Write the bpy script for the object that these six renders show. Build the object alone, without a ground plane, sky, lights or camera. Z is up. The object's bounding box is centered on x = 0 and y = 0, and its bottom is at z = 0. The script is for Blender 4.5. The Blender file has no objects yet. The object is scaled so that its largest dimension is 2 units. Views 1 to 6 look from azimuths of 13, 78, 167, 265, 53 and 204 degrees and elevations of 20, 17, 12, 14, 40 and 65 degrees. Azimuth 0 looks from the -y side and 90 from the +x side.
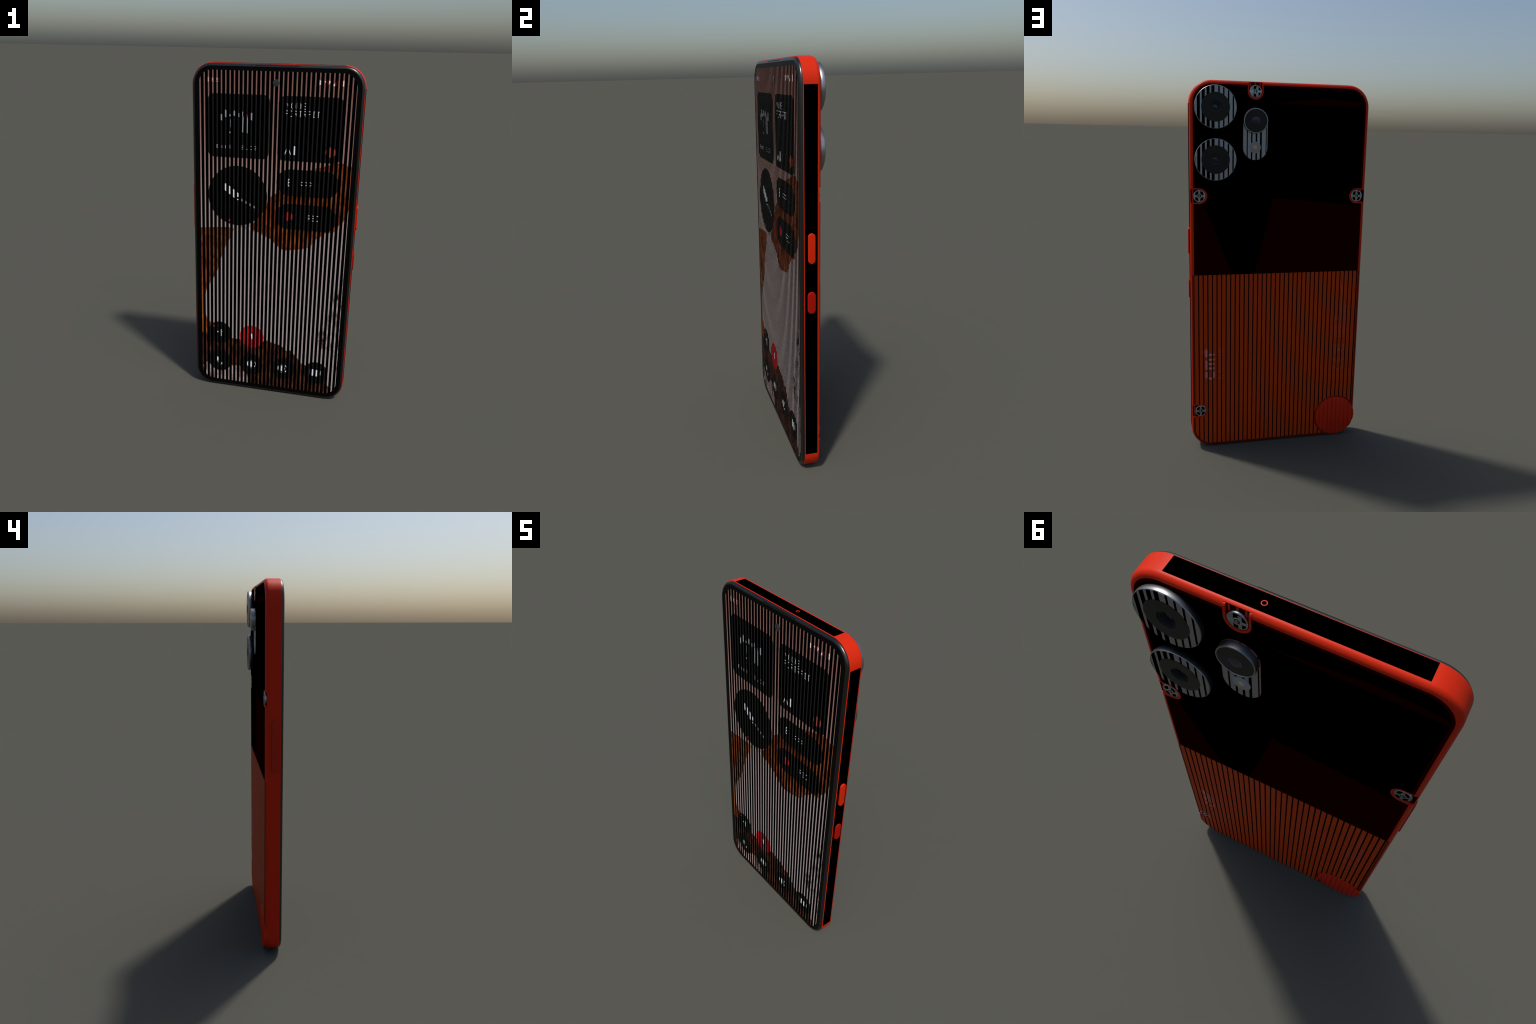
import bpy, bmesh, math
from mathutils import Matrix, Vector

# ------------------------------------------------------------------ sizes
W, H, R = 0.475, 2.0, 0.1145          # half width, height, corner radius of the body
Y_FRONT, Y_GLASS = -0.0597, -0.0465   # display face, seam between glass and frame
Y_FLAT, BEV = 0.0160, 0.0180          # end of the flat side wall, rear edge radius
Y_BACK = Y_FLAT + BEV                 # 0.034 rear face
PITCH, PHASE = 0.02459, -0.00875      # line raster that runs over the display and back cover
Z_SPLIT = 0.9995                      # seam between camera panel and ribbed cover

# ------------------------------------------------------------------ node helpers
class Nodes:
    def __init__(self, name):
        self.mat = bpy.data.materials.new(name)
        self.mat.use_nodes = True
        self.t = self.mat.node_tree
        self.bsdf = self.t.nodes["Principled BSDF"]

    def new(self, kind, **props):
        n = self.t.nodes.new(kind)
        for k, v in props.items():
            setattr(n, k, v)
        return n

    def link(self, a, b):
        self.t.links.new(a, b)

    def math(self, op, a, b=None, c=None):
        n = self.new("ShaderNodeMath", operation=op)
        for i, v in enumerate((a, b, c)):
            if v is None:
                continue
            if isinstance(v, (int, float)):
                n.inputs[i].default_value = v
            else:
                self.link(v, n.inputs[i])
        return n.outputs[0]

    def mix(self, fac, a, b):
        n = self.new("ShaderNodeMix", data_type='RGBA')
        for sock, v in ((n.inputs["Factor"], fac), (n.inputs[6], a), (n.inputs[7], b)):
            if isinstance(v, (int, float)):
                sock.default_value = v
            elif isinstance(v, tuple):
                sock.default_value = (*v, 1.0)
            else:
                self.link(v, sock)
        return n.outputs[2]

    def xyz(self):
        tc = self.new("ShaderNodeTexCoord")
        sp = self.new("ShaderNodeSeparateXYZ")
        self.link(tc.outputs["Object"], sp.inputs[0])
        return tc.outputs["Object"], sp.outputs

    def noise(self, coord, scale, detail=4.0, rough=0.6, stretch=None):
        if stretch:
            m = self.new("ShaderNodeMapping")
            m.inputs["Scale"].default_value = stretch
            self.link(coord, m.inputs[0])
            coord = m.outputs[0]
        n = self.new("ShaderNodeTexNoise")
        n.inputs["Scale"].default_value = scale
        n.inputs["Detail"].default_value = detail
        n.inputs["Roughness"].default_value = rough
        self.link(coord, n.inputs["Vector"])
        return n.outputs["Fac"]

    def ramp(self, fac, stops, mode='LINEAR'):
        n = self.new("ShaderNodeValToRGB")
        r = n.color_ramp
        r.interpolation = mode
        while len(r.elements) < len(stops):
            r.elements.new(0.5)
        for e, (p, c) in zip(r.elements, stops):
            e.position = p
            e.color = (*c, 1.0)
        self.link(fac, n.inputs[0])
        return n.outputs[0]

    def line(self, x, pitch, phase, width):
        """1 on lines of the given width that repeat every pitch along x."""
        f = self.math('FRACT', self.math('ADD', self.math('DIVIDE', self.math('SUBTRACT', x, phase), pitch), 100.5))
        d = self.math('ABSOLUTE', self.math('SUBTRACT', f, 0.5))
        return self.math('LESS_THAN', d, width / pitch / 2)

    def finish(self, color=None, rough=0.5, metal=0.0, spec=0.5, coat=0.0, spec_fac=None):
        b = self.bsdf
        if isinstance(color, tuple):
            b.inputs["Base Color"].default_value = (*color, 1.0)
        elif color is not None:
            self.link(color, b.inputs["Base Color"])
        b.inputs["Roughness"].default_value = rough
        if isinstance(metal, (int, float)):
            b.inputs["Metallic"].default_value = metal
        else:
            self.link(metal, b.inputs["Metallic"])
        b.inputs["Specular IOR Level"].default_value = spec
        if spec_fac is not None:
            self.link(self.math('MULTIPLY', spec_fac, spec), b.inputs["Specular IOR Level"])
        b.inputs["Coat Weight"].default_value = coat
        return self.mat


def plain(name, color, rough=0.5, metal=0.0, spec=0.5, coat=0.0, grain=0.0):
    n = Nodes(name)
    if grain:
        co, _ = n.xyz()
        f = n.noise(co, 60.0)
        c = n.mix(f, tuple(v * (1 - grain) for v in color), tuple(min(1, v * (1 + grain)) for v in color))
    else:
        c = color
    return n.finish(c, rough, metal, spec, coat)


BLACK = (0.0, 0.0, 0.0)


def lit(name, color, gap=BLACK, rough=0.40, spec=0.18):
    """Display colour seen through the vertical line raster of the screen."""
    n = Nodes(name)
    co, s = n.xyz()
    # the lines grow slightly wider towards the lower end of the screen
    share = n.math('SUBTRACT', 0.189, n.math('MULTIPLY', s[2], 0.0180))
    f = n.math('FRACT', n.math('ADD', n.math('DIVIDE', n.math('SUBTRACT', s[0], PHASE), PITCH), 100.5))
    m = n.math('LESS_THAN', n.math('ABSOLUTE', n.math('SUBTRACT', f, 0.5)), share)
    c = color(n, co, s) if callable(color) else color
    return n.finish(n.mix(m, gap, c), rough, 0.0, spec, spec_fac=m)


# ------------------------------------------------------------------ materials
RED = (0.55, 0.021, 0.0032)
M_red = plain("red_anodised_metal", RED, rough=0.45, spec=0.13, grain=0.03)
M_red_dark = plain("dark_red_plastic", (0.30, 0.008, 0.003), rough=0.5, spec=0.2)
M_red_disc = plain("red_ribbed_plastic", (0.57, 0.026, 0.007), rough=0.5, spec=0.12)
M_black = plain("black_void", BLACK, rough=1.0, spec=0.0)
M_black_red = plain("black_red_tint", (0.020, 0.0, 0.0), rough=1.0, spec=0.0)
M_glass = plain("black_glass", (0.002, 0.002, 0.002), rough=0.30, spec=0.85)
M_metal = plain("grey_metal", (0.34, 0.345, 0.36), rough=0.38, metal=1.0)
M_metal_bright = plain("bright_metal", (0.42, 0.435, 0.46), rough=0.28, metal=1.0)
M_lens_glass = plain("lens_cover_glass", (0.0035, 0.004, 0.0045), rough=0.30, spec=0.33)
M_lens_step = plain("lens_barrel", (0.012, 0.012, 0.012), rough=0.45, spec=0.4)
M_lens_pupil = plain("lens_pupil", (0.006, 0.008, 0.016), rough=0.12, spec=0.6)
M_lens_glint = plain("painted_blue_glint", (0.012, 0.028, 0.110), rough=0.3, spec=0.5)
M_flash = plain("flash_diffuser", (0.27, 0.275, 0.28), rough=0.45, spec=0.25)
M_flash_core = plain("flash_phosphor", (0.62, 0.40, 0.14), rough=0.4, spec=0.4)


def cover_color(n, base, gap=(0.003, 0.0, 0.0), width=0.0060):
    co, s = n.xyz()
    m = n.line(s[0], PITCH, PHASE, width)
    g = n.noise(co, 9.0, 3.0)
    tone = n.mix(g, tuple(v * 0.94 for v in base), tuple(v * 1.05 for v in base))
    return n.mix(m, tone, gap), n.math('SUBTRACT', 1.0, m)


def striped_cover(name, base, rough=0.55, spec=0.16):
    n = Nodes(name)
    c, k = cover_color(n, base)
    return n.finish(c, rough, 0.0, spec, spec_fac=k)


M_cover = striped_cover("orange_ribbed_cover", (0.475, 0.044, 0.0024))
M_cover_edge = plain("dark_cover_edge", (0.14, 0.011, 0.002), rough=0.6, spec=0.1)
M_print = striped_cover("pale_print", (0.60, 0.235, 0.215))
M_print_faint = striped_cover("faint_print", (0.52, 0.120, 0.085))


def ring_metal():
    """Brushed grey face of the camera rings, crossed by black lines."""
    n = Nodes("striped_ring_metal")
    co, s = n.xyz()
    a = n.line(s[0], 0.0240, 0.3579, 0.0152)
    b = n.line(s[0], 0.0240, 0.3280, 0.0072)
    left = n.math('GREATER_THAN', s[0], 0.3455)
    m = n.math('ADD', n.math('MULTIPLY', a, left), n.math('MULTIPLY', b, n.math('SUBTRACT', 1.0, left)))
    keep = n.math('SUBTRACT', 1.0, m)
    return n.finish(n.mix(m, (0.36, 0.37, 0.385), BLACK), 0.42, keep, 0.0)


def pill_metal():
    n = Nodes("striped_plate_metal")
    co, s = n.xyz()
    m = None
    for c, w in ((0.1799, 0.0056), (0.1564, 0.0074), (0.1321, 0.0086), (0.1087, 0.0100), (0.0809, 0.0045)):
        k = n.math('LESS_THAN', n.math('ABSOLUTE', n.math('SUBTRACT', s[0], c)), w / 2)
        m = k if m is None else n.math('ADD', m, k)
    keep = n.math('SUBTRACT', 1.0, m)
    return n.finish(n.mix(m, (0.36, 0.37, 0.385), BLACK), 0.42, keep, 0.0)


M_ring = ring_metal()
M_pill = pill_metal()


def slot_floor():
    n = Nodes("screw_pocket_floor")
    co, s = n.xyz()
    m = n.line(s[0], PITCH, 0.4595, 0.0070)
    c = n.mix(m, (0.014, 0.0, 0.0), (0.45, 0.020, 0.010))
    return n.finish(c, 0.5, 0.0, 0.3, spec_fac=m)


M_slot = slot_floor()


# display colours
def sky_colour(n, co, s):
    f = n.math('DIVIDE', s[2], 2.0)
    c = n.ramp(f, [(0.10, (0.440, 0.365, 0.345)), (0.50, (0.440, 0.350, 0.330)), (0.66, (0.425, 0.265, 0.225)),
                   (0.82, (0.325, 0.152, 0.118)), (0.97, (0.232, 0.088, 0.064))])
    g = n.noise(co, 240.0, 2.0)
    return n.mix(g, n.mix(0.10, c, (0, 0, 0)), n.mix(0.10, c, (1.0, 0.9, 0.88)))


def rock_colour(dark, mid, pale):
    def f(n, co, s):
        a = n.noise(co, 30.0, 6.0, 0.75, (1.0, 1.0, 0.45))
        return n.ramp(a, [(0.36, dark), (0.50, mid), (0.66, pale)])
    return f


M_sky = lit("wallpaper_sky", sky_colour)
M_rock = lit("wallpaper_rock", rock_colour((0.060, 0.010, 0.003), (0.210, 0.043, 0.010), (0.350, 0.115, 0.045)))
M_rock_light = lit("wallpaper_sunlit_rock", rock_colour((0.22, 0.055, 0.010), (0.34, 0.085, 0.014), (0.45, 0.16, 0.07)))
M_rock_dark = lit("wallpaper_shaded_rock", rock_colour((0.012, 0.007, 0.006), (0.060, 0.020, 0.013), (0.200, 0.055, 0.022)))
M_sand = lit("wallpaper_sand", rock_colour((0.14, 0.07, 0.055), (0.36, 0.24, 0.21), (0.58, 0.50, 0.48)))
M_scree = lit("wallpaper_scree", rock_colour((0.05, 0.018, 0.014), (0.38, 0.30, 0.28), (0.62, 0.60, 0.60)))
M_widget = lit("widget_dark_grey", (0.0105, 0.0110, 0.0110))
M_white = lit("display_white", (0.86, 0.88, 0.90))
M_white_red = lit("status_white", (0.90, 0.86, 0.82), gap=(0.045, 0.0, 0.0))
M_grey = lit("display_grey", (0.22, 0.25, 0.27))
M_disp_red = lit("display_red", (0.66, 0.012, 0.020))
M_disp_pink = lit("display_pink", (0.32, 0.020, 0.050))
M_disp_coral = lit("display_coral", (0.36, 0.075, 0.045))

# ------------------------------------------------------------------ object helpers
PARENTS = {}


def add(name, mesh, mat, parent=None, smooth=None):
    mesh.name = name
    if mat is not None and not mesh.materials:
        mesh.materials.append(mat)
    if smooth:
        mesh.shade_smooth()
        mesh.set_sharp_from_angle(angle=math.radians(smooth))
    o = bpy.data.objects.new(name, mesh)
    bpy.context.scene.collection.objects.link(o)
    if parent is not None:
        o.parent = parent
    return o


def mesh_of(verts, faces):
    m = bpy.data.meshes.new("m")
    m.from_pydata([tuple(v) for v in verts], [], faces)
    bm = bmesh.new()
    bm.from_mesh(m)
    bmesh.ops.remove_doubles(bm, verts=bm.verts, dist=1e-7)
    bmesh.ops.recalc_face_normals(bm, faces=bm.faces)
    bm.to_mesh(m)
    bm.free()
    return m


def rounded(x0, x1, z0, z1, r, n=14):
    """Rounded rectangle outline in x, z."""
    r = min(r, (x1 - x0) / 2, (z1 - z0) / 2)
    rr = (r, r, r, r)
    pts = []
    for (cx, cz, a0), q in zip(((x1 - rr[0], z1 - rr[0], 0), (x0 + rr[1], z1 - rr[1], 90),
                                (x0 + rr[2], z0 + rr[2], 180), (x1 - rr[3], z0 + rr[3], 270)), rr):
        for i in range(n + 1):
            a = math.radians(a0 + 90 * i / n)
            pts.append((cx + q * math.cos(a), cz + q * math.sin(a)))
    return pts


def circle(cx, cz, r, n=64):
    return [(cx + r * math.cos(2 * math.pi * i / n), cz + r * math.sin(2 * math.pi * i / n)) for i in range(n)]


def body_ring(inset, n=16):
    return rounded(-W + inset, W - inset, inset, H - inset, R - inset, n)


def loft(rings, cap=(True, True)):
    """rings: list of (outline, y)."""
    verts, faces = [], []
    n = len(rings[0][0])
    for pts, y in rings:
        verts += [(x, y, z) for x, z in pts]
    for k in range(len(rings) - 1):
        for i in range(n):
            j = (i + 1) % n
            faces.append((k * n + i, k * n + j, (k + 1) * n + j, (k + 1) * n + i))
    if cap[0]:
        faces.append(tuple(range(n)))
    if cap[1]:
        faces.append(tuple(range((len(rings) - 1) * n, len(rings) * n)))
    return mesh_of(verts, faces)


def prism(pts, y0, y1):
    return loft([(pts, y0), (pts, y1)])


def soft_prism(pts_of, y0, y1, c=0.002, n=4):
    """pts_of(inset) -> outline; the y1 rim is rounded with radius c (y1 may be < y0)."""
    d = 1 if y1 > y0 else -1
    rings = [(pts_of(0), y0)]
    for i in range(n + 1):
        a = math.radians(90 * i / n)
        rings.append((pts_of(c * (1 - math.cos(a))), y1 - d * c * (1 - math.sin(a))))
    return loft(rings)


def lathe(profile, cx, cz, n=96):
    return loft([(circle(cx, cz, max(r, 1e-4), n), y) for r, y in profile])


def sheet(pts, y):
    """Printed flat shape on the display, facing the front."""
    m = bpy.data.meshes.new("m")
    m.from_pydata([(x, y, z) for x, z in pts], [], [tuple(range(len(pts)))])
    if m.polygons[0].normal.y > 0:
        m.flip_normals()
    return m


def sheets(polys, y, back=False):
    verts, faces = [], []
    for pts in polys:
        b = len(verts)
        verts += [(x, y, z) for x, z in pts]
        area = sum(pts[i][0] * pts[(i + 1) % len(pts)][1] - pts[(i + 1) % len(pts)][0] * pts[i][1] for i in range(len(pts)))
        f = list(range(b, b + len(pts)))
        # counter-clockwise in (x, z) faces -y
        if (area < 0) != back:
            f.reverse()
        faces.append(tuple(f))
    m = bpy.data.meshes.new("m")
    m.from_pydata(verts, [], faces)
    return m


def smooth_curve(pts, n=5):
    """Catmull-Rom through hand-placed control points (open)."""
    out = []
    P = [pts[0]] + list(pts) + [pts[-1]]
    for i in range(1, len(P) - 2):
        for k in range(n):
            t = k / n
            out.append(tuple(0.5 * (2 * b + (c - a) * t + (2 * a - 5 * b + 4 * c - d) * t * t + (3 * b - a - 3 * c + d) * t ** 3)
                             for a, b, c, d in zip(P[i - 1], P[i], P[i + 1], P[i + 2])))
    out.append(pts[-1])
    return out


def capsule(ax, az, bx, bz, r, n=10):
    a = math.atan2(bz - az, bx - ax)
    pts = []
    for i in range(n + 1):
        t = a + math.pi / 2 + math.pi * i / n
        pts.append((ax + r * math.cos(t), az + r * math.sin(t)))
    for i in range(n + 1):
        t = a - math.pi / 2 + math.pi * i / n
        pts.append((bx + r * math.cos(t), bz + r * math.sin(t)))
    return pts


def arc_band(cx, cz, r, w, a0, a1, n=20):
    o = [(cx + (r + w / 2) * math.cos(math.radians(a0 + (a1 - a0) * i / n)), cz + (r + w / 2) * math.sin(math.radians(a0 + (a1 - a0) * i / n))) for i in range(n + 1)]
    k = [(cx + (r - w / 2) * math.cos(math.radians(a0 + (a1 - a0) * i / n)), cz + (r - w / 2) * math.sin(math.radians(a0 + (a1 - a0) * i / n))) for i in range(n + 1)]
    return o + k[::-1]


def subtract(obj, cutters, operation='DIFFERENCE'):
    for c in cutters:
        md = obj.modifiers.new("cut", 'BOOLEAN')
        md.operation = operation
        md.solver = 'EXACT'
        md.object = c
    bpy.context.view_layer.update()
    dg = bpy.context.evaluated_depsgraph_get()
    m = bpy.data.meshes.new_from_object(obj.evaluated_get(dg))
    obj.modifiers.clear()
    obj.data = m
    return obj


def text_mesh(txt, axis_x, axis_y, origin, length, height, bold=0.0, spacing=1.0):
    """Built-in font lettering stretched to length x height."""
    cu = bpy.data.curves.new("lettering", 'FONT')
    cu.body = txt
    cu.space_character = spacing
    cu.offset = bold
    cu.resolution_u = 4
    o = bpy.data.objects.new("lettering", cu)
    bpy.context.scene.collection.objects.link(o)
    bpy.context.view_layer.update()
    m = bpy.data.meshes.new_from_object(o.evaluated_get(bpy.context.evaluated_depsgraph_get()))
    bpy.data.objects.remove(o)
    xs = [v.co.x for v in m.vertices]
    ys = [v.co.y for v in m.vertices]
    sx, sy = length / (max(xs) - min(xs)), height / (max(ys) - min(ys))
    X, Y, O = Vector(axis_x), Vector(axis_y), Vector(origin)
    x0, y0 = min(xs), min(ys)
    for v in m.vertices:
        v.co = O + X * ((v.co.x - x0) * sx) + Y * ((v.co.y - y0) * sy)
    return m


# ------------------------------------------------------------------ the thing
phone = bpy.data.objects.new("smartphone", None)
bpy.context.scene.collection.objects.link(phone)
phone["label"] = "red upright smartphone with striped screen and black orange back"
phone["category"] = "smartphone"

# pockets for the screws: U outline from the body edge to a round end
HEAD_R, POCKET = 0.0320, 0.0345
SCREWS = [(0.1385, 1.9510, (0, 1)), (0.4262, 1.4205, (1, 0)), (-0.4262, 1.4205, (-1, 0)), (0.4262, 0.2195, (1, 0))]
DISC_X, DISC_Z, DISC_R = -0.3575, 0.1225, 0.1175


def pocket_outline(cx, cz, d, r, reach):
    a0 = math.degrees(math.atan2(d[1], d[0])) + 90
    pts = [(cx + r * math.cos(math.radians(a0 + 180 * i / 24)), cz + r * math.sin(math.radians(a0 + 180 * i / 24))) for i in range(25)]
    ex, ez = d[0] * reach, d[1] * reach
    return pts + [(pts[-1][0] + ex, pts[-1][1] + ez), (pts[0][0] + ex, pts[0][1] + ez)]


Y_FLOOR = 0.0255
cut_pockets = [add("cutter", prism(pocket_outline(x, z, d, POCKET + 0.0068, 0.09), Y_FLOOR, 0.08), None) for x, z, d in SCREWS]
cut_disc = add("cutter", lathe([(DISC_R + 0.0038, 0.0200), (DISC_R + 0.0038, 0.08)], DISC_X, DISC_Z), None)
cut_disc_wide = add("cutter", lathe([(DISC_R + 0.0085, 0.0200), (DISC_R + 0.0085, 0.08)], DISC_X, DISC_Z), None)

# --- frame
rings = [(body_ring(0.0040), Y_GLASS), (body_ring(0.0012), Y_GLASS), (body_ring(0.0003), -0.0458), (body_ring(0.0), -0.0450),
         (body_ring(0.0), -0.0440), (body_ring(0.0), 0.0150)]
for i in range(0, 10):
    a = math.radians(90 * i / 9)
    rings.append((body_ring(BEV * (1 - math.cos(a))), Y_FLAT + BEV * math.sin(a) - 0.0004))
rings.append((body_ring(BEV + 0.004), Y_BACK - 0.0004))
frame = add("frame", loft(rings), M_red, phone)
cut_wells = [add("cutter", lathe([(0.0330, 0.0380), (0.0330, 0.0800)], 0.3445, z), None) for z in (1.8690, 1.6088)]
shell = [(body_ring(0.0), 0.0)] + [(body_ring(BEV * (1 - math.cos(math.radians(a)))), Y_FLAT + (BEV + 0.0008) * math.sin(math.radians(a))) for a in range(0, 91, 10)]
solid_shell = add("cutter", loft(shell + [(body_ring(BEV + 0.05), Y_BACK + 0.0009)]), None)
subtract(frame, cut_pockets + [cut_disc])
frame.data.shade_smooth()
frame.data.set_sharp_from_angle(angle=math.radians(28))

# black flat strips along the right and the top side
E = 0.0004
strip_r = mesh_of([(W + E, y, z) for y, z in ((-0.0440, R), (0.0165, R), (0.0165, H - R), (-0.0440, H - R))]
                  + [(W - 0.002, y, z) for y, z in ((-0.0440, R), (0.0165, R), (0.0165, H - R), (-0.0440, H - R))],
                  [(0, 1, 2, 3), (7, 6, 5, 4), (0, 4, 5, 1), (1, 5, 6, 2), (2, 6, 7, 3), (3, 7, 4, 0)])
add("edge_strip", strip_r, M_black, frame)
xt = W - R
strip_t = mesh_of([(x, y, H + E) for x, y in ((-xt, -0.0440), (xt, -0.0440), (xt, 0.0145), (-xt, 0.0145))]
                  + [(x, y, H - 0.002) for x, y in ((-xt, -0.0440), (xt, -0.0440), (xt, 0.0145), (-xt, 0.0145))],
                  [(0, 1, 2, 3), (7, 6, 5, 4), (0, 4, 5, 1), (1, 5, 6, 2), (2, 6, 7, 3), (3, 7, 4, 0)])
add("edge_strip", strip_t, M_black, frame)

# microphone hole in the top strip: a small raised red rim around a dark well
mic = loft([(circle(0.085, -0.0125, r, 32), y) for r, y in
            ((0.0088, 0.0), (0.0088, 0.0010), (0.0075, 0.0012), (0.0062, 0.0010), (0.0058, 0.0004))], (True, False))
mic.transform(Matrix(((1, 0, 0, 0), (0, 0, 1, 0), (0, 1, 0, H - 0.0004), (0, 0, 0, 1))))
rim = add("microphone_rim", mic, M_red, frame, 40)
well = loft([(circle(0.085, -0.0125, 0.0058, 32), 0.0004), (circle(0.085, -0.0125, 0.0050, 32), 0.0006)])
well.transform(Matrix(((1, 0, 0, 0), (0, 0, 1, 0), (0, 1, 0, H - 0.0003), (0, 0, 0, 1))))
add("microphone_hole", well, M_red_dark, frame)


# side keys: capsules lying in the y, z plane
def key(name, side, y0, y1, z0, z1, proud, mat):
    r = (y1 - y0) / 2
    prof = [(0.0, -0.003)] + [(0.0028 * (1 - math.cos(math.radians(18 * i))), proud - 0.0028 * (1 - math.sin(math.radians(18 * i)))) for i in range(6)]
    m = loft([(rounded(y0 + q, y1 - q, z0 + q, z1 - q, r - q, 10), h) for q, h in prof])
    # outline x -> y, loft height -> side * x
    m.transform(Matrix(((0, side, 0, side * W), (1, 0, 0, 0), (0, 0, 1, 0), (0, 0, 0, 1))))
    bm = bmesh.new()
    bm.from_mesh(m)
    bmesh.ops.recalc_face_normals(bm, faces=bm.faces)
    bm.to_mesh(m)
    bm.free()
    return add(name, m, mat, frame, 40)


key("power_key", 1, -0.0290, 0.0045, 1.1110, 1.2520, 0.0088, M_red)
key("action_key", 1, -0.0315, 0.0065, 0.8690, 0.9755, 0.0070, plain("deep_red_key", (0.32, 0.007, 0.002), rough=0.6, spec=0.08))
key("volume_key", -1, -0.0300, 0.0005, 1.0450, 1.3175, 0.0080, plain("volume_key_red", (0.44, 0.020, 0.005), rough=0.5, spec=0.14))

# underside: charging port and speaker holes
port = prism(rounded(-0.055, 0.055, -0.027, -0.003, 0.012, 8), 0.0, 0.0012)
port.transform(Matrix(((1, 0, 0, 0), (0, 0, 1, 0), (0, 1, 0, 0.0006), (0, 0, 0, 1))))
add("charging_port", port, M_black, frame)

# --- front glass
def glass_ring(q):
    return rounded(-W + 0.0030 + q, W - 0.0030 - q, 0.0030 + q, H - 0.0030 - q, R - 0.0030 - q, 16)


GB = 0.0125
rings = [(glass_ring(0.0), Y_GLASS + 0.001), (glass_ring(0.0), Y_GLASS - 0.0015)]
for i in range(9):
    a = math.radians(90 * i / 8)
    rings.append((glass_ring(GB * (1 - math.cos(a))), (Y_GLASS - 0.0015) + (Y_FRONT - Y_GLASS + 0.0015) * math.sin(a)))
rings.append((glass_ring(GB + 0.003), Y_FRONT))
glass = add("front_glass", loft(rings), M_glass, phone, 35)
add("bezel", sheet(glass_ring(GB + 0.0005), Y_FRONT - 0.00005), plain("bezel_black", (0.001, 0.001, 0.001), rough=0.4, spec=0.10), glass)
ear = prism(capsule(-0.110, 1.9900, 0.125, 1.9900, 0.0017), Y_FRONT + 0.0010, Y_FRONT + 0.006)
add("earpiece_slot", ear, M_black, glass)

L0, L1, L2, L3, L4 = (Y_FRONT - 0.00012 * k for k in (1, 2, 3, 4, 5))
SX, SZ0, SZ1, SR = 0.4335, 0.0405, 1.9620, 0.0750
screen = add("display", sheet(rounded(-SX, SX, SZ0, SZ1, SR, 16), L0), M_sky, glass)

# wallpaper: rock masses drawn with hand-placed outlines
left_cliff = [(-SX, 1.0600), (-0.33, 1.071), (-0.2435, 1.0765)] + smooth_curve(
    [(-0.2270, 1.0680), (-0.2510, 1.0103), (-0.2745, 0.9641), (-0.3063, 0.8798), (-0.3306, 0.7947), (-0.3552, 0.7460),
     (-0.3800, 0.7009), (-0.4036, 0.6469), (-0.4090, 0.5600), (-0.4060, 0.4900), (-0.3900, 0.4500), (-0.3735, 0.4380), (-0.3700, 0.3430)], 3) + [(-SX, 0.3600)]
arch = smooth_curve([(SX, 1.4780), (0.4100, 1.4800), (0.3855, 1.4935), (0.3370, 1.4905), (0.3100, 1.4800), (0.2740, 1.4660), (0.2350, 1.4560),
                     (0.1900, 1.4350), (0.1200, 1.3700), (0.0600, 1.3300), (0.0154, 1.2978), (-0.0100, 1.2803), (-0.0349, 1.2365),
                     (-0.0829, 1.1446), (-0.1300, 1.0870), (-0.0700, 1.0560), (-0.0383, 1.0380), (-0.0090, 1.0277), (0.0171, 1.0040),
                     (0.0413, 0.9820), (0.0671, 0.9676), (0.0906, 0.9654), (0.1156, 0.9686), (0.1635, 0.9777), (0.2144, 0.9912), (0.2363, 1.0118),
                     (0.2640, 1.0511), (0.2876, 1.0660), (0.3105, 1.0899), (0.3616, 1.0999), (0.3849, 1.1400), (0.4115, 1.1700), (SX, 1.2300)], 3)
shore = [(-SX, 0.3640)] + smooth_curve([(-0.4029, 0.3569), (-0.3775, 0.3433), (-0.2306, 0.3449), (-0.2040, 0.3452), (-0.0339, 0.3520), (-0.0098, 0.3603),
                      (0.0179, 0.3500), (0.0663, 0.3400), (0.0897, 0.3279), (0.1157, 0.3050), (0.1381, 0.3120), (0.1640, 0.2855), (0.1880, 0.2613),
                      (0.2142, 0.2289), (0.2372, 0.2230), (0.2850, 0.1900), (0.3616, 0.1352), (0.3848, 0.0954), (0.4084, 0.0790)], 3)
shore += [(x, z) for x, z in rounded(-SX, SX, SZ0, SZ1, SR, 8)[18:][::-1] if z < 0.13 and x < 0.4080]
beach = smooth_curve([(-0.4280, 0.1240), (-0.4031, 0.1526), (-0.3789, 0.1480), (-0.3300, 0.1300), (-0.2308, 0.1500), (-0.1818, 0.1578), (-0.1575, 0.1195),
                      (-0.1319, 0.0960), (-0.1250, SZ0 + 0.0005)], 4) + [(-0.33, SZ0 + 0.0005), (-0.386, 0.0480), (-0.412, 0.0700)]
scree = smooth_curve([(SX, 0.8600), (0.4100, 0.8300), (0.3950, 0.7600), (0.3600, 0.6900), (0.3650, 0.6100), (0.3350, 0.5200), (0.3050, 0.4500),
                      (0.3000, 0.3900), (0.3350, 0.3500), (0.3800, 0.3400), (0.4150, 0.2800), (SX, 0.1900)], 4)
glare = [(-0.2000, 1.0980), (-0.1600, 1.0960), (-0.1250, 1.0850), (-0.0950, 1.0600), (-0.1300, 1.0620), (-0.1800, 1.0850)]
sunlit = smooth_curve([(-SX, 0.7000), (-0.4160, 0.6400), (-0.4120, 0.5600), (-0.4100, 0.4700), (-0.3990, 0.3900), (-0.4000, 0.3640), (-SX, 0.3660)], 3)
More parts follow.
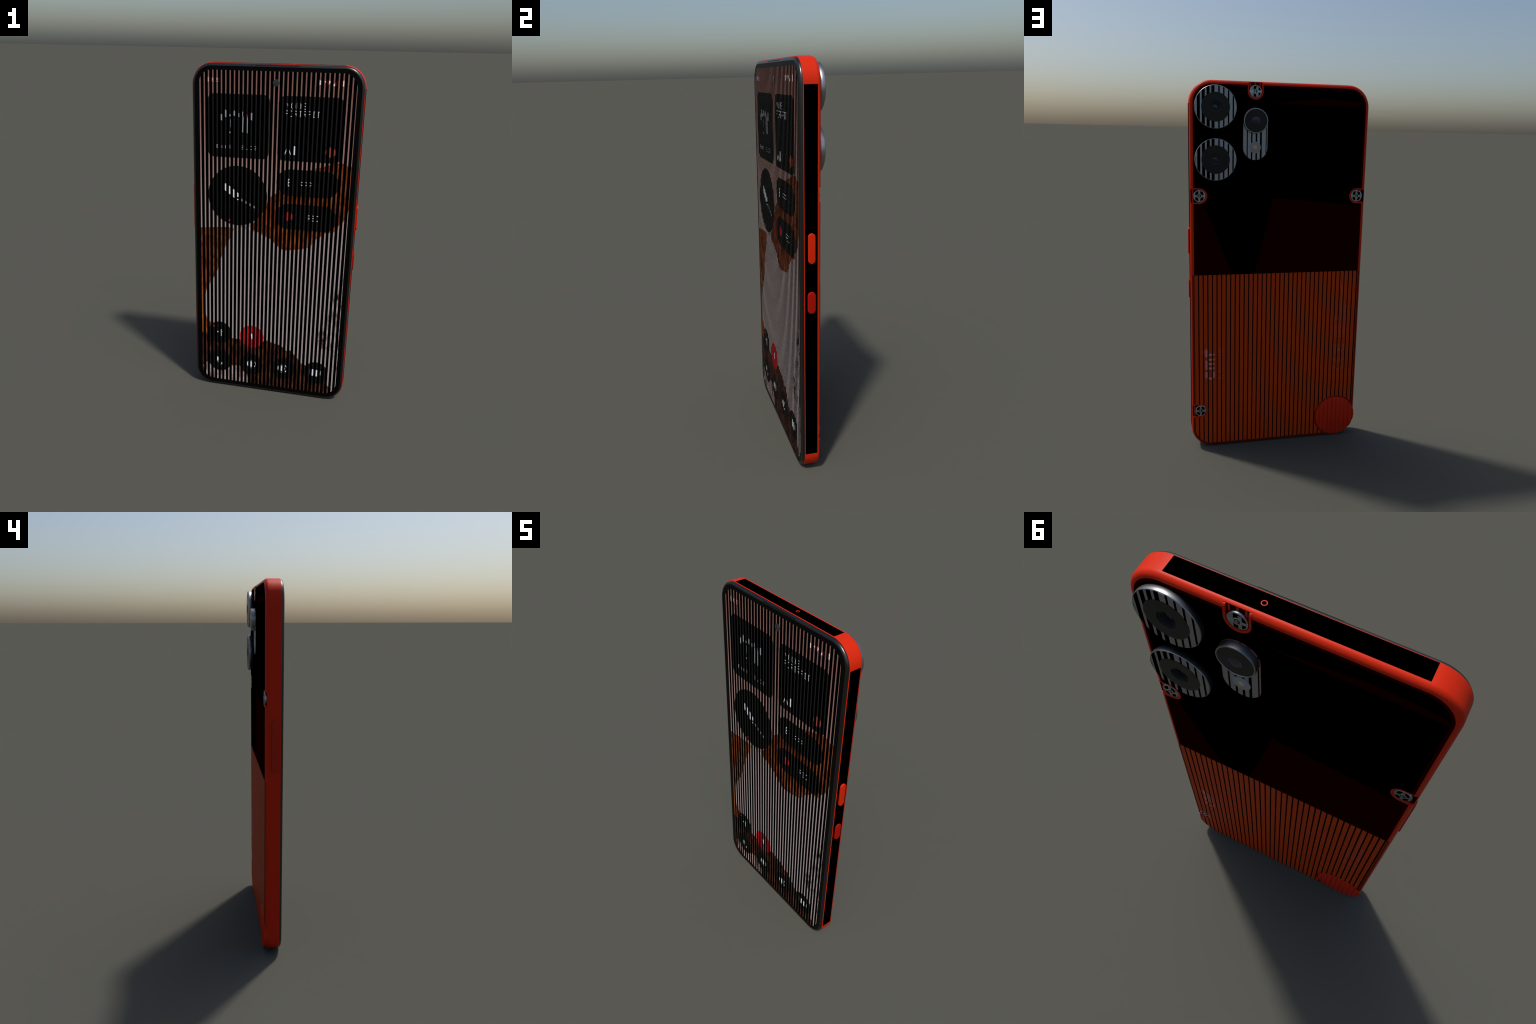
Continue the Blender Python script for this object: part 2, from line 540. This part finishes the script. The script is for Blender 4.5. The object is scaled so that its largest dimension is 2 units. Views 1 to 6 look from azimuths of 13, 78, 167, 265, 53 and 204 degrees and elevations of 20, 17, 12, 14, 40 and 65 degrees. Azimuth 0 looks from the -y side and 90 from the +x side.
for nm, pts, mat, y in (("wallpaper_cliff", left_cliff, M_rock, L1), ("wallpaper_arch", arch, M_rock, L1), ("wallpaper_shore", shore, M_rock_dark, L1),
                        ("wallpaper_beach", beach, M_sand, L2), ("wallpaper_scree", scree, M_scree, L1), ("wallpaper_cliff", sunlit, M_rock_light, L2), ("wallpaper_glare", glare, M_scree, L2)):
    add(nm, sheets([pts], y), mat, screen)

# widgets and app icons
WX0, WX1, WX2, WX3 = -0.3835, -0.0300, 0.0187, 0.3720
CLOCK = (-0.2075, 1.2688, 0.1755)
IR = 0.0750
ICON_X = (-0.3135, -0.1075, 0.0985, 0.3045)
panels = [rounded(WX0, WX1, 1.4900, 1.8390, 0.037, 8), rounded(WX2, WX3, 1.4900, 1.8390, 0.037, 8),
          circle(*CLOCK), rounded(WX2, WX3, 1.2915, 1.4430, 0.0757, 12), rounded(WX2, WX3, 1.0942, 1.2461, 0.0757, 12)]
for p in panels:
    add("widget_panel", sheets([p], L3), M_widget, screen)
for cx, cz in [(ICON_X[0], 0.3765)] + [(x, 0.1775) for x in ICON_X]:
    add("app_icon", sheets([circle(cx, cz, IR)], L3), M_widget, screen)
add("app_icon", sheets([circle(-0.1070, 0.3730, 0.0765)], L3), M_disp_red, screen)
add("front_camera", lathe([(0.0186, L4 + 0.0005), (0.0186, L4), (0.0178, L4 - 0.0002)], 0.0004, 1.9036, 48), plain("front_camera_glass", (0.028, 0.029, 0.029), rough=0.4), glass, 30)
add("front_camera_lens", lathe([(0.0032, L4), (0.0030, L4 - 0.0004)], 0.0080, 1.9050, 24), M_lens_glint, glass)

# clock hands
add("clock_hand", sheets([capsule(-0.2795, 1.3190, -0.2050, 1.2640, 0.0190)], L4), M_white, screen)
add("clock_hand", sheets([capsule(-0.2050, 1.2580, -0.1030, 1.2085, 0.0062)], L4), M_grey, screen)
add("clock_hand", sheets([circle(-0.2540, 1.1195, 0.0075, 20)], L4), M_disp_red, screen)

# dot-matrix lettering
DOTS = {
    'A': "01110 10001 10001 11111 10001 10001 10001", 'B': "11110 10001 10001 11110 10001 10001 11110",
    'C': "01111 10000 10000 10000 10000 10000 01111", 'D': "11110 10001 10001 10001 10001 10001 11110",
    'E': "11111 10000 10000 11110 10000 10000 11111", 'I': "11111 00100 00100 00100 00100 00100 11111",
    'M': "10001 11011 10101 10101 10001 10001 10001", 'O': "01110 10001 10001 10001 10001 10001 01110",
    'P': "11110 10001 10001 11110 10000 10000 10000", 'R': "11110 10001 10001 11110 10100 10010 10001",
    'S': "01111 10000 10000 01110 00001 00001 11110", 'T': "11111 00100 00100 00100 00100 00100 00100",
    'U': "10001 10001 10001 10001 10001 10001 01110", ' ': "00000 00000 00000 00000 00000 00000 00000",
}


def dot_text(txt, x0, z0, x1, z1, fill=0.40):
    cols = len(txt) * 6 - 1
    px, pz = (x1 - x0) / cols, (z1 - z0) / 7
    polys = []
    for i, ch in enumerate(txt):
        for r, row in enumerate(DOTS[ch].split()):
            for c, b in enumerate(row):
                if b == '1':
                    polys.append(capsule(x0 + (i * 6 + c + 0.40) * px, z1 - (r + 0.5) * pz, x0 + (i * 6 + c + 0.60) * px, z1 - (r + 0.5) * pz, fill * pz, 3))
    return sheets(polys, L4)


for txt, box in (("MODE", (0.0560, 1.7710, 0.1720, 1.8040)), ("PORTRAIT", (0.0560, 1.7300, 0.2460, 1.7630)),
                 ("EAR", (-0.3330, 1.5400, -0.2480, 1.5600)), ("BUDS", (-0.1900, 1.5390, -0.0990, 1.5600)), ("REC", (0.2050, 1.1530, 0.2720, 1.1870))):
    o = add("lettering", dot_text(txt, *box), M_white, screen)
    o["kind"] = "stuff"
FX, FZ = (1, 0, 0), (0, 0, 1)
for txt, x, z, ln, ht, mat in (("10:20", -0.3820, 1.8985, 0.0720, 0.0255, M_white_red), ("A", 0.0580, 1.5245, 0.0380, 0.0480, M_white),
                               ("1", 0.1000, 1.5245, 0.0210, 0.0480, M_white), ("B", 0.0850, 1.3470, 0.0180, 0.0415, M_white),
                               ("coo", 0.1560, 1.3555, 0.0640, 0.0210, M_white)):
    add("lettering", text_mesh(txt, FX, FZ, (x, L4, z), ln, ht, bold=0.012 if len(txt) > 3 else -0.012), mat, screen)

# status icons: bluetooth lozenge, wifi fan, signal wedge, battery
add("status_icon", sheets([[(0.2330, 1.9260), (0.2440, 1.9190), (0.2390, 1.9120), (0.2440, 1.9050), (0.2330, 1.8980)]], L4), M_white_red, screen)
add("status_icon", sheets([[(0.2770, 1.8965)] + [(0.2770 + 0.0285 * math.cos(math.radians(a)), 1.8965 + 0.0285 * math.sin(math.radians(a))) for a in range(50, 131, 8)]], L4), M_white_red, screen)
add("status_icon", sheets([[(0.2990, 1.8965), (0.3270, 1.8965), (0.3270, 1.9255)]], L4), M_white_red, screen)
add("status_icon", sheets([rounded(0.3470, 0.3625, 1.8960, 1.9255, 0.003, 4)], L4), M_white_red, screen)
# toggle and record dot
add("toggle_dot", sheets([circle(0.3140, 1.5490, 0.0275, 40)], L4), M_disp_coral, screen)
add("record_dot", sheets([circle(0.0940, 1.1705, 0.0258, 40)], L4), M_disp_red, screen)
# ear bud drawing
buds = [capsule(-0.3040, 1.7190, -0.3000, 1.7020, 0.0090), capsule(-0.2800, 1.7440, -0.2770, 1.7200, 0.0080), capsule(-0.2550, 1.7240, -0.2540, 1.7220, 0.0045),
        capsule(-0.2305, 1.7420, -0.2300, 1.7290, 0.0075), capsule(-0.2030, 1.7340, -0.2030, 1.7200, 0.0035), capsule(-0.1850, 1.7420, -0.1860, 1.7250, 0.0050),
        capsule(-0.1800, 1.7180, -0.1815, 1.6360, 0.0030), capsule(-0.1545, 1.7150, -0.1545, 1.6330, 0.0030), capsule(-0.2515, 1.7000, -0.2510, 1.6600, 0.0014),
        capsule(-0.2560, 1.6300, -0.2510, 1.6300, 0.0035), capsule(-0.1300, 1.7350, -0.1290, 1.7080, 0.0070)]
add("ear_bud_drawing", sheets(buds, L4), lit("drawing_grey", (0.34, 0.37, 0.39)), screen)
add("ear_bud_drawing", sheets([circle(-0.1560, 1.7230, 0.0075, 20)], L4 - 0.0001), M_disp_pink, screen)
# app glyphs
glyphs = [capsule(-0.3300, 0.1950, -0.3270, 0.1700, 0.0058), capsule(-0.3270, 0.1680, -0.3080, 0.1540, 0.0050), capsule(-0.3100, 0.1520, -0.3010, 0.1560, 0.0065),
          arc_band(-0.1070, 0.1790, 0.0240, 0.0080, 0, 360), capsule(-0.1070, 0.2010, -0.1070, 0.1540, 0.0052), capsule(-0.0850, 0.1880, -0.0840, 0.1760, 0.0075),
          arc_band(0.0920, 0.1780, 0.0240, 0.0080, 0, 360), capsule(0.0900, 0.2020, 0.0900, 0.1530, 0.0050), capsule(0.1130, 0.1960, 0.1150, 0.1600, 0.0060),
          rounded(0.2660, 0.2690, 0.1600, 0.2000, 0.001, 2), rounded(0.2780, 0.2960, 0.1560, 0.2010, 0.003, 3), rounded(0.3040, 0.3220, 0.1540, 0.1990, 0.003, 3),
          rounded(0.3335, 0.3360, 0.1650, 0.1950, 0.001, 2), circle(-0.3275, 0.3790, 0.0045, 12), rounded(-0.3075, -0.3035, 0.3515, 0.3990, 0.001, 2),
          rounded(-0.3140, -0.2995, 0.3810, 0.3880, 0.002, 2), capsule(-0.1080, 0.3900, -0.1040, 0.3600, 0.0046)]
add("app_glyph", sheets(glyphs, L4), M_white, screen)
add("app_glyph", sheets([circle(-0.3545, 0.4185, 0.0070, 20)], L4), M_disp_red, screen)

# --- back: black camera panel above, ribbed orange cover below
def half_outline(inset, upper):
    full = body_ring(inset, 14)
    keep = [(x, z) for x, z in full if (z > 1.0) == upper]
    if upper:   # starts at right side top corner, ends at left side
        return [(W - inset, Z_SPLIT)] + keep + [(-W + inset, Z_SPLIT)]
    return [(-W + inset, Z_SPLIT)] + keep + [(W - inset, Z_SPLIT)]


panel = add("camera_panel", prism(half_outline(BEV + 0.0004, True), Y_BACK - 0.006, Y_BACK + 0.0001), M_black, phone)
subtract(panel, cut_pockets)
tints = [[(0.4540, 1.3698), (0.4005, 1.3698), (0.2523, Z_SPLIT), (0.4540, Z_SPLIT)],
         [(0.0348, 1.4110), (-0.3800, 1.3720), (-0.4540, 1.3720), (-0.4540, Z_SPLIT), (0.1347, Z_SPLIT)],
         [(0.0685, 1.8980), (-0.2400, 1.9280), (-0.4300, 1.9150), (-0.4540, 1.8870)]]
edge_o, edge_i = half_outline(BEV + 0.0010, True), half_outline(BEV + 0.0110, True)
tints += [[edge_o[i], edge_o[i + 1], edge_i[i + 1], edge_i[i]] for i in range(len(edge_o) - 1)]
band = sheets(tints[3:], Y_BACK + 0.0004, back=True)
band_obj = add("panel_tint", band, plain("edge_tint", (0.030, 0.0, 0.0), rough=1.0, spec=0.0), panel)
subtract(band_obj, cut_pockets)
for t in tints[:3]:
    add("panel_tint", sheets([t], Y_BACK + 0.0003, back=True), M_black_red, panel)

cover_rings = [(half_outline(0.0085, False), 0.0270), (half_outline(0.0085, False), 0.0316), (half_outline(0.0105, False), 0.0329),
               (half_outline(0.0145, False), 0.0340), (half_outline(0.0185, False), 0.0345)]
cover = add("back_cover", loft(cover_rings), None, phone)
cover.data.materials.append(M_cover)
cover.data.materials.append(M_cover_edge)
subtract(cover, cut_pockets + [cut_disc_wide])
for p in cover.data.polygons:
    flat = p.normal.y > 0.9999 and abs(p.center.y - 0.0345) < 0.0002
    p.material_index = 0 if flat else 1

# corner disc with ribs, in a round red well
well_ring = lathe([(DISC_R + 0.0086, 0.0262), (DISC_R + 0.0086, 0.0336), (DISC_R + 0.0074, 0.0344), (DISC_R + 0.0062, 0.0344), (DISC_R + 0.0046, 0.0300)], DISC_X, DISC_Z)
well_obj = add("disc_well", well_ring, plain("well_dark_red", (0.20, 0.005, 0.002), rough=0.6, spec=0.1), phone, 40)
trim = add("cutter", lathe([(DISC_R + 0.0038, 0.0), (DISC_R + 0.0038, 0.08)], DISC_X, DISC_Z), None)
outer = add("cutter", prism([(-0.290, -0.1), (-0.290, 0.013), (-0.35, 0.10), (-0.44, 0.193), (-0.7, 0.193), (-0.7, -0.1)], 0.0, 0.09), None)
subtract(well_obj, [trim, outer])


def ribbed_disc(cx, cz, r, y0, y1, depth):
    rib = 0.02525
    g0 = -0.2640
    xs = sorted(set([cx + r * math.cos(math.pi * i / 24) for i in range(25)] + [cx - r + 2 * r * i / 144 for i in range(145)]))
    verts, faces = [], []

    def groove(x):
        t = ((x - g0) / rib) % 1.0
        return depth * (1 - abs(math.sin(math.pi * t)) ** 0.6)
    for x in xs:
        for q, dy in ((0.0024, 0.0), (0.0008, 0.0007), (0.0, 0.0024), (0.0, None)):
            rr = r - q
            xx = cx + (x - cx) * rr / r
            h = math.sqrt(max(rr * rr - (xx - cx) ** 2, 0.0))
            y = y0 if dy is None else y1 - dy - groove(xx)
            verts += [(xx, y, cz + h), (xx, y, cz - h)]
    n = 8
    for i in range(len(xs) - 1):
        a, b = i * n, (i + 1) * n
        faces.append((a, a + 1, b + 1, b))
        faces.append((a + 6, b + 6, b + 7, a + 7))
        for k in (0, 2, 4):
            faces.append((a + k, b + k, b + k + 2, a + k + 2))
            faces.append((a + k + 1, a + k + 3, b + k + 3, b + k + 1))
    return mesh_of(verts, faces)


add("ribbed_disc", ribbed_disc(DISC_X, DISC_Z, DISC_R, 0.0195, 0.0384, 0.0075), M_red_disc, phone, 50)

# --- screws in red U collars
def screw_part(cx, cz, d, bars, side):
    y0, y1 = Y_FLOOR, 0.0340
    head = add("screw", lathe([(HEAD_R, y0 - 0.001), (HEAD_R, y1 - 0.003), (HEAD_R - 0.0010, y1 - 0.0010), (HEAD_R - 0.0035, y1), (HEAD_R - 0.0045, y1 - 0.0004)], 0, 0, 48), M_metal_bright, phone, 40)
    head.location = (cx, 0, cz)
    verts_faces = sheets([circle(0, 0, HEAD_R - 0.0050, 40)], y1 + 0.0001, back=True)
    add("screw_face", verts_faces, M_black, head)
    r = HEAD_R - 0.0045
    polys = []
    for x0, x1 in bars:
        zz = math.sqrt(max(r * r - max(abs(x0), abs(x1)) ** 2, 0))
        if abs(x0) > 0.015 or abs(x1) > 0.019:      # outer lune
            xi, xo = (x0, x1) if abs(x0) < abs(x1) else (x1, x0)
            a = math.acos(min(1, abs(xi) / r))
            sgn = 1 if xi > 0 else -1
            polys.append([(sgn * r * math.cos(-a + 2 * a * i / 12), r * math.sin(-a + 2 * a * i / 12)) for i in range(13)])
        else:
            polys.append([(x0, -zz), (x1, -zz), (x1, zz), (x0, zz)])
    for k, p in enumerate(polys):
        add("screw_flat", prism(p, y1 - 0.001, y1 + 0.0003 + 0.00002 * k), M_metal, head)
    add("screw_slot", prism([(-r, -0.0052), (r, -0.0052), (r, 0.0052), (-r, 0.0052)], y1 - 0.001, y1 + 0.0005), M_metal_bright, head)
    add("screw_socket", lathe([(0.0130, y1), (0.0125, y1 + 0.0010), (0.0110, y1 + 0.0012), (0.0095, y1 + 0.0006)], 0, 0, 32), M_metal_bright, head, 40)
    add("screw_recess", lathe([(0.0095, y1), (0.0092, y1 + 0.0008)], 0, 0, 32), M_lens_pupil, head)
    add("screw_recess", prism(rounded(-0.0015, 0.0040, -0.0075, 0.0060, 0.001, 3), y1, y1 + 0.0012), M_metal, head)
    # pocket floor and collar
    fl = sheets([pocket_outline(cx, cz, d, POCKET + 0.0066, side)], Y_FLOOR + 0.0002, back=True)
    add("screw_pocket", fl, M_slot, phone)
    oa = pocket_outline(cx, cz, d, POCKET + 0.0069, side)
    ia = pocket_outline(cx, cz, d, POCKET - 0.0010, side)
    verts, faces = [], []
    n = len(oa)
    top, mid = 0.0350, 0.0335
    order = list(range(n - 1, n)) + list(range(0, n - 1))   # walk open U from end to end
    prof = [(oa, Y_FLOOR), (oa, mid), ([((o[0] * .8 + i[0] * .2), (o[1] * .8 + i[1] * .2)) for o, i in zip(oa, ia)], top),
            ([((o[0] * .35 + i[0] * .65), (o[1] * .35 + i[1] * .65)) for o, i in zip(oa, ia)], top), (ia, mid), (ia, Y_FLOOR)]
    for pts, y in prof:
        verts += [(pts[i][0], y, pts[i][1]) for i in order]
    m = len(prof)
    for k in range(m - 1):
        for i in range(n - 1):
            faces.append((k * n + i, k * n + i + 1, (k + 1) * n + i + 1, (k + 1) * n + i))
    faces.append(tuple(k * n for k in range(m)))
    faces.append(tuple(k * n + n - 1 for k in range(m))[::-1])
    collar = add("screw_collar", mesh_of(verts, faces), M_red, phone)
    subtract(collar, [solid_shell], 'INTERSECT')
    collar.data.shade_smooth()
    collar.data.set_sharp_from_angle(angle=math.radians(40))


cross = [(-0.0270, -0.0205), (-0.0048, 0.0056), (0.0212, 0.0270)]
screw_part(*SCREWS[0], [(-0.0140, -0.0025), (0.0110, 0.0220)], 0.0440)
for s in SCREWS[1:]:
    screw_part(*s, cross, 0.0440)

# --- cameras
def camera(cx, cz):
    ro = 0.1065
    prof = [(ro - 0.0060, 0.0320), (ro - 0.0030, 0.0380), (ro - 0.0008, 0.0440), (ro, 0.0500), (ro, 0.0565)]
    for i in range(1, 9):
        a = math.radians(90 * i / 8)
        prof.append((ro - 0.0026 * (1 - math.cos(a)), 0.0565 + 0.0032 * math.sin(a)))
    prof.append((ro - 0.0060, 0.0597))
    cam = add("camera", lathe(prof, cx, cz, 128), M_metal, phone)
    subtract(cam, cut_wells)
    cam.data.shade_smooth()
    cam.data.set_sharp_from_angle(angle=math.radians(35))
    ring = loft([(circle(cx, cz, r, 128), y) for r, y in ((ro - 0.0026, 0.0590), (ro - 0.0026, 0.0600), (0.0725, 0.0600), (0.0716, 0.0596))], (False, False))
    add("lens_ring", ring, M_ring, cam)
    # dark cover glass that steps down into the lens well
    add("lens_glass", loft([(circle(cx, cz, r, 96), y) for r, y in
                            ((0.0717, 0.0580), (0.0717, 0.0604), (0.0700, 0.0607), (0.0320, 0.0608), (0.0305, 0.0600))], (False, False)), M_lens_glass, cam)
    steps = ((0.0306, 0.0602), (0.0290, 0.0540), (0.0250, 0.0535), (0.0240, 0.0490), (0.0200, 0.0485), (0.0190, 0.0430), (0.0155, 0.0425))
    add("lens_barrel", loft([(circle(cx, cz, r, 64), y) for r, y in steps], (False, False)), M_lens_step, cam)
    dome = [(0.0158 * math.cos(math.radians(a)), 0.0425 + 0.0040 * math.sin(math.radians(a))) for a in range(0, 91, 15)]
    add("lens_pupil", lathe(dome, cx, cz, 48), M_lens_pupil, cam, 60)
    glint = [(cx - 0.0060 + 0.0035 * math.cos(t), cz + 0.0085 * math.sin(t)) for t in [2 * math.pi * i / 24 for i in range(24)]]  # small blue oval modelled for the off-centre glint in the lens
    add("modelled_lens_glint", prism(glint, 0.0430, 0.0463), M_lens_glint, cam)


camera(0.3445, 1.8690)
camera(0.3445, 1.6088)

# flash plate with the small third camera
PX, PR = 0.1375, 0.0632
plate = add("flash_plate", prism(rounded(PX - PR, PX + PR, 1.6085, 1.8705, PR, 20), 0.0330, 0.0350), M_pill, phone)
outline = rounded(PX - PR - 0.0012, PX + PR + 0.0012, 1.6073, 1.8717, PR + 0.0012, 20)
add("plate_rim", prism(outline, 0.0325, 0.0345), M_red_dark, plate)
add("flash", lathe([(0.0303, 0.0345), (0.0300, 0.0356), (0.0270, 0.0366), (0.0150, 0.0374), (0.0050, 0.0377)], 0.1382, 1.6720, 48), M_flash, plate, 40)
add("flash_core", lathe([(0.0110, 0.0372), (0.0100, 0.0379), (0.0040, 0.0382)], 0.1385, 1.6735, 32), M_flash_core, plate, 40)
r3 = 0.0628
small = add("camera", lathe([(r3 + 0.0002, 0.0340), (r3, 0.0560), (r3 - 0.0008, 0.0584), (r3 - 0.0025, 0.0592), (r3 - 0.0045, 0.0590), (r3 - 0.0052, 0.0570)], 0.1390, 1.8065, 96), M_metal, phone, 40)
add("lens_glass", lathe([(r3 - 0.0053, 0.0550), (r3 - 0.0053, 0.0573), (r3 - 0.0075, 0.0577), (0.0200, 0.0578)], 0.1390, 1.8065, 96), M_lens_glass, small)
add("lens_pupil", lathe([(0.0215, 0.0576), (0.0200, 0.0581), (0.0120, 0.0584), (0.0040, 0.0585)], 0.1390, 1.8065, 48), M_lens_pupil, small, 60)
for dx, rx, rz in ((-0.0165, 0.0045, 0.0120), (0.0185, 0.0030, 0.0080)):  # two painted ovals show the blue reflections on the small lens
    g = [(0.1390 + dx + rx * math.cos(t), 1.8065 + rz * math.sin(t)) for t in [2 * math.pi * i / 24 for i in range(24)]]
    add("modelled_lens_glint", prism(g, 0.0570, 0.0586), M_lens_glint, small)

# --- printing on the cover: logo of capsules and dots, captions, marks
YP = 0.0347
logo = [capsule(0.3943, 0.5400, 0.3943, 0.5770, 0.0053), capsule(0.3943, 0.4670, 0.3943, 0.5120, 0.0053), capsule(0.3943, 0.4165, 0.3943, 0.4450, 0.0053),
        capsule(0.3540, 0.4165, 0.3540, 0.4440, 0.0053), rounded(0.4045, 0.4080, 0.5540, 0.5805, 0.0010, 2), rounded(0.4140, 0.4152, 0.5560, 0.5790, 0.0005, 2)]
for z in (0.5488, 0.5203, 0.4950, 0.4693):
    logo.append(circle(0.3540, z, 0.0055, 16))
for z in (0.5495, 0.5203, 0.4950, 0.4693, 0.4097):
    logo += [capsule(0.3800, z, 0.3672, z - 0.0004, 0.0056, 8)]
add("logo", sheets(logo, YP, back=True), M_print, cover)
BX, BY = (0, 0, 1), (1, 0, 0)
add("lettering", text_mesh("by NOTHING", BX, BY, (0.2975, YP, 0.4030), 0.1790, 0.0260), M_print_faint, cover)
for txt, x, z, ln in (("PHONE 2 PRO", -0.3425, 0.6145, 0.1270), ("MODEL: A001", -0.3590, 0.6140, 0.1280), ("NOTHING TECHNOLOGY LIMITED", -0.3770, 0.6110, 0.3160),
                      ("LONDON, ENGLAND", -0.3990, 0.6135, 0.1820)):
    add("lettering", text_mesh(txt, BX, BY, (x, YP, z), ln, 0.0125), M_print_faint, cover)
lw = 0.0022
marks = [arc_band(-0.3665, 0.4880, 0.0330, lw, 180, 360), arc_band(-0.3665, 0.4880, 0.0240, lw, 180, 360), rounded(-0.3720, -0.3600, 0.4640, 0.4660, 0.0005, 2),
         rounded(-0.3720, -0.3700, 0.4660, 0.4880, 0.0005, 2), rounded(-0.3610, -0.3590, 0.4660, 0.4880, 0.0005, 2),
         arc_band(-0.3665, 0.4390, 0.0330, lw, 180, 360), arc_band(-0.3665, 0.4390, 0.0240, lw, 180, 360)]
# crossed-out bin
for a, b in (((-0.3260, 0.5780), (-0.4030, 0.5030)), ((-0.3260, 0.5000), (-0.4030, 0.5730))):
    marks.append(capsule(*a, *b, 0.0013, 4))
for a, b in (((-0.3440, 0.5620), (-0.3950, 0.5580)), ((-0.3440, 0.5260), (-0.3950, 0.5300)), ((-0.3440, 0.5620), (-0.3440, 0.5260)), ((-0.3950, 0.5580), (-0.3950, 0.5300)),
             ((-0.3350, 0.5620), (-0.3350, 0.5270))):
    marks.append(capsule(*a, *b, 0.0013, 4))
marks.append(arc_band(-0.3930, 0.5590, 0.0045, 0.0022, 0, 360, 16))
add("safety_mark", sheets(marks, YP, back=True), M_print_faint, cover)

# --- remove the helpers
for o in [o for o in bpy.data.objects if o.name.startswith("cutter")]:
    bpy.data.objects.remove(o)
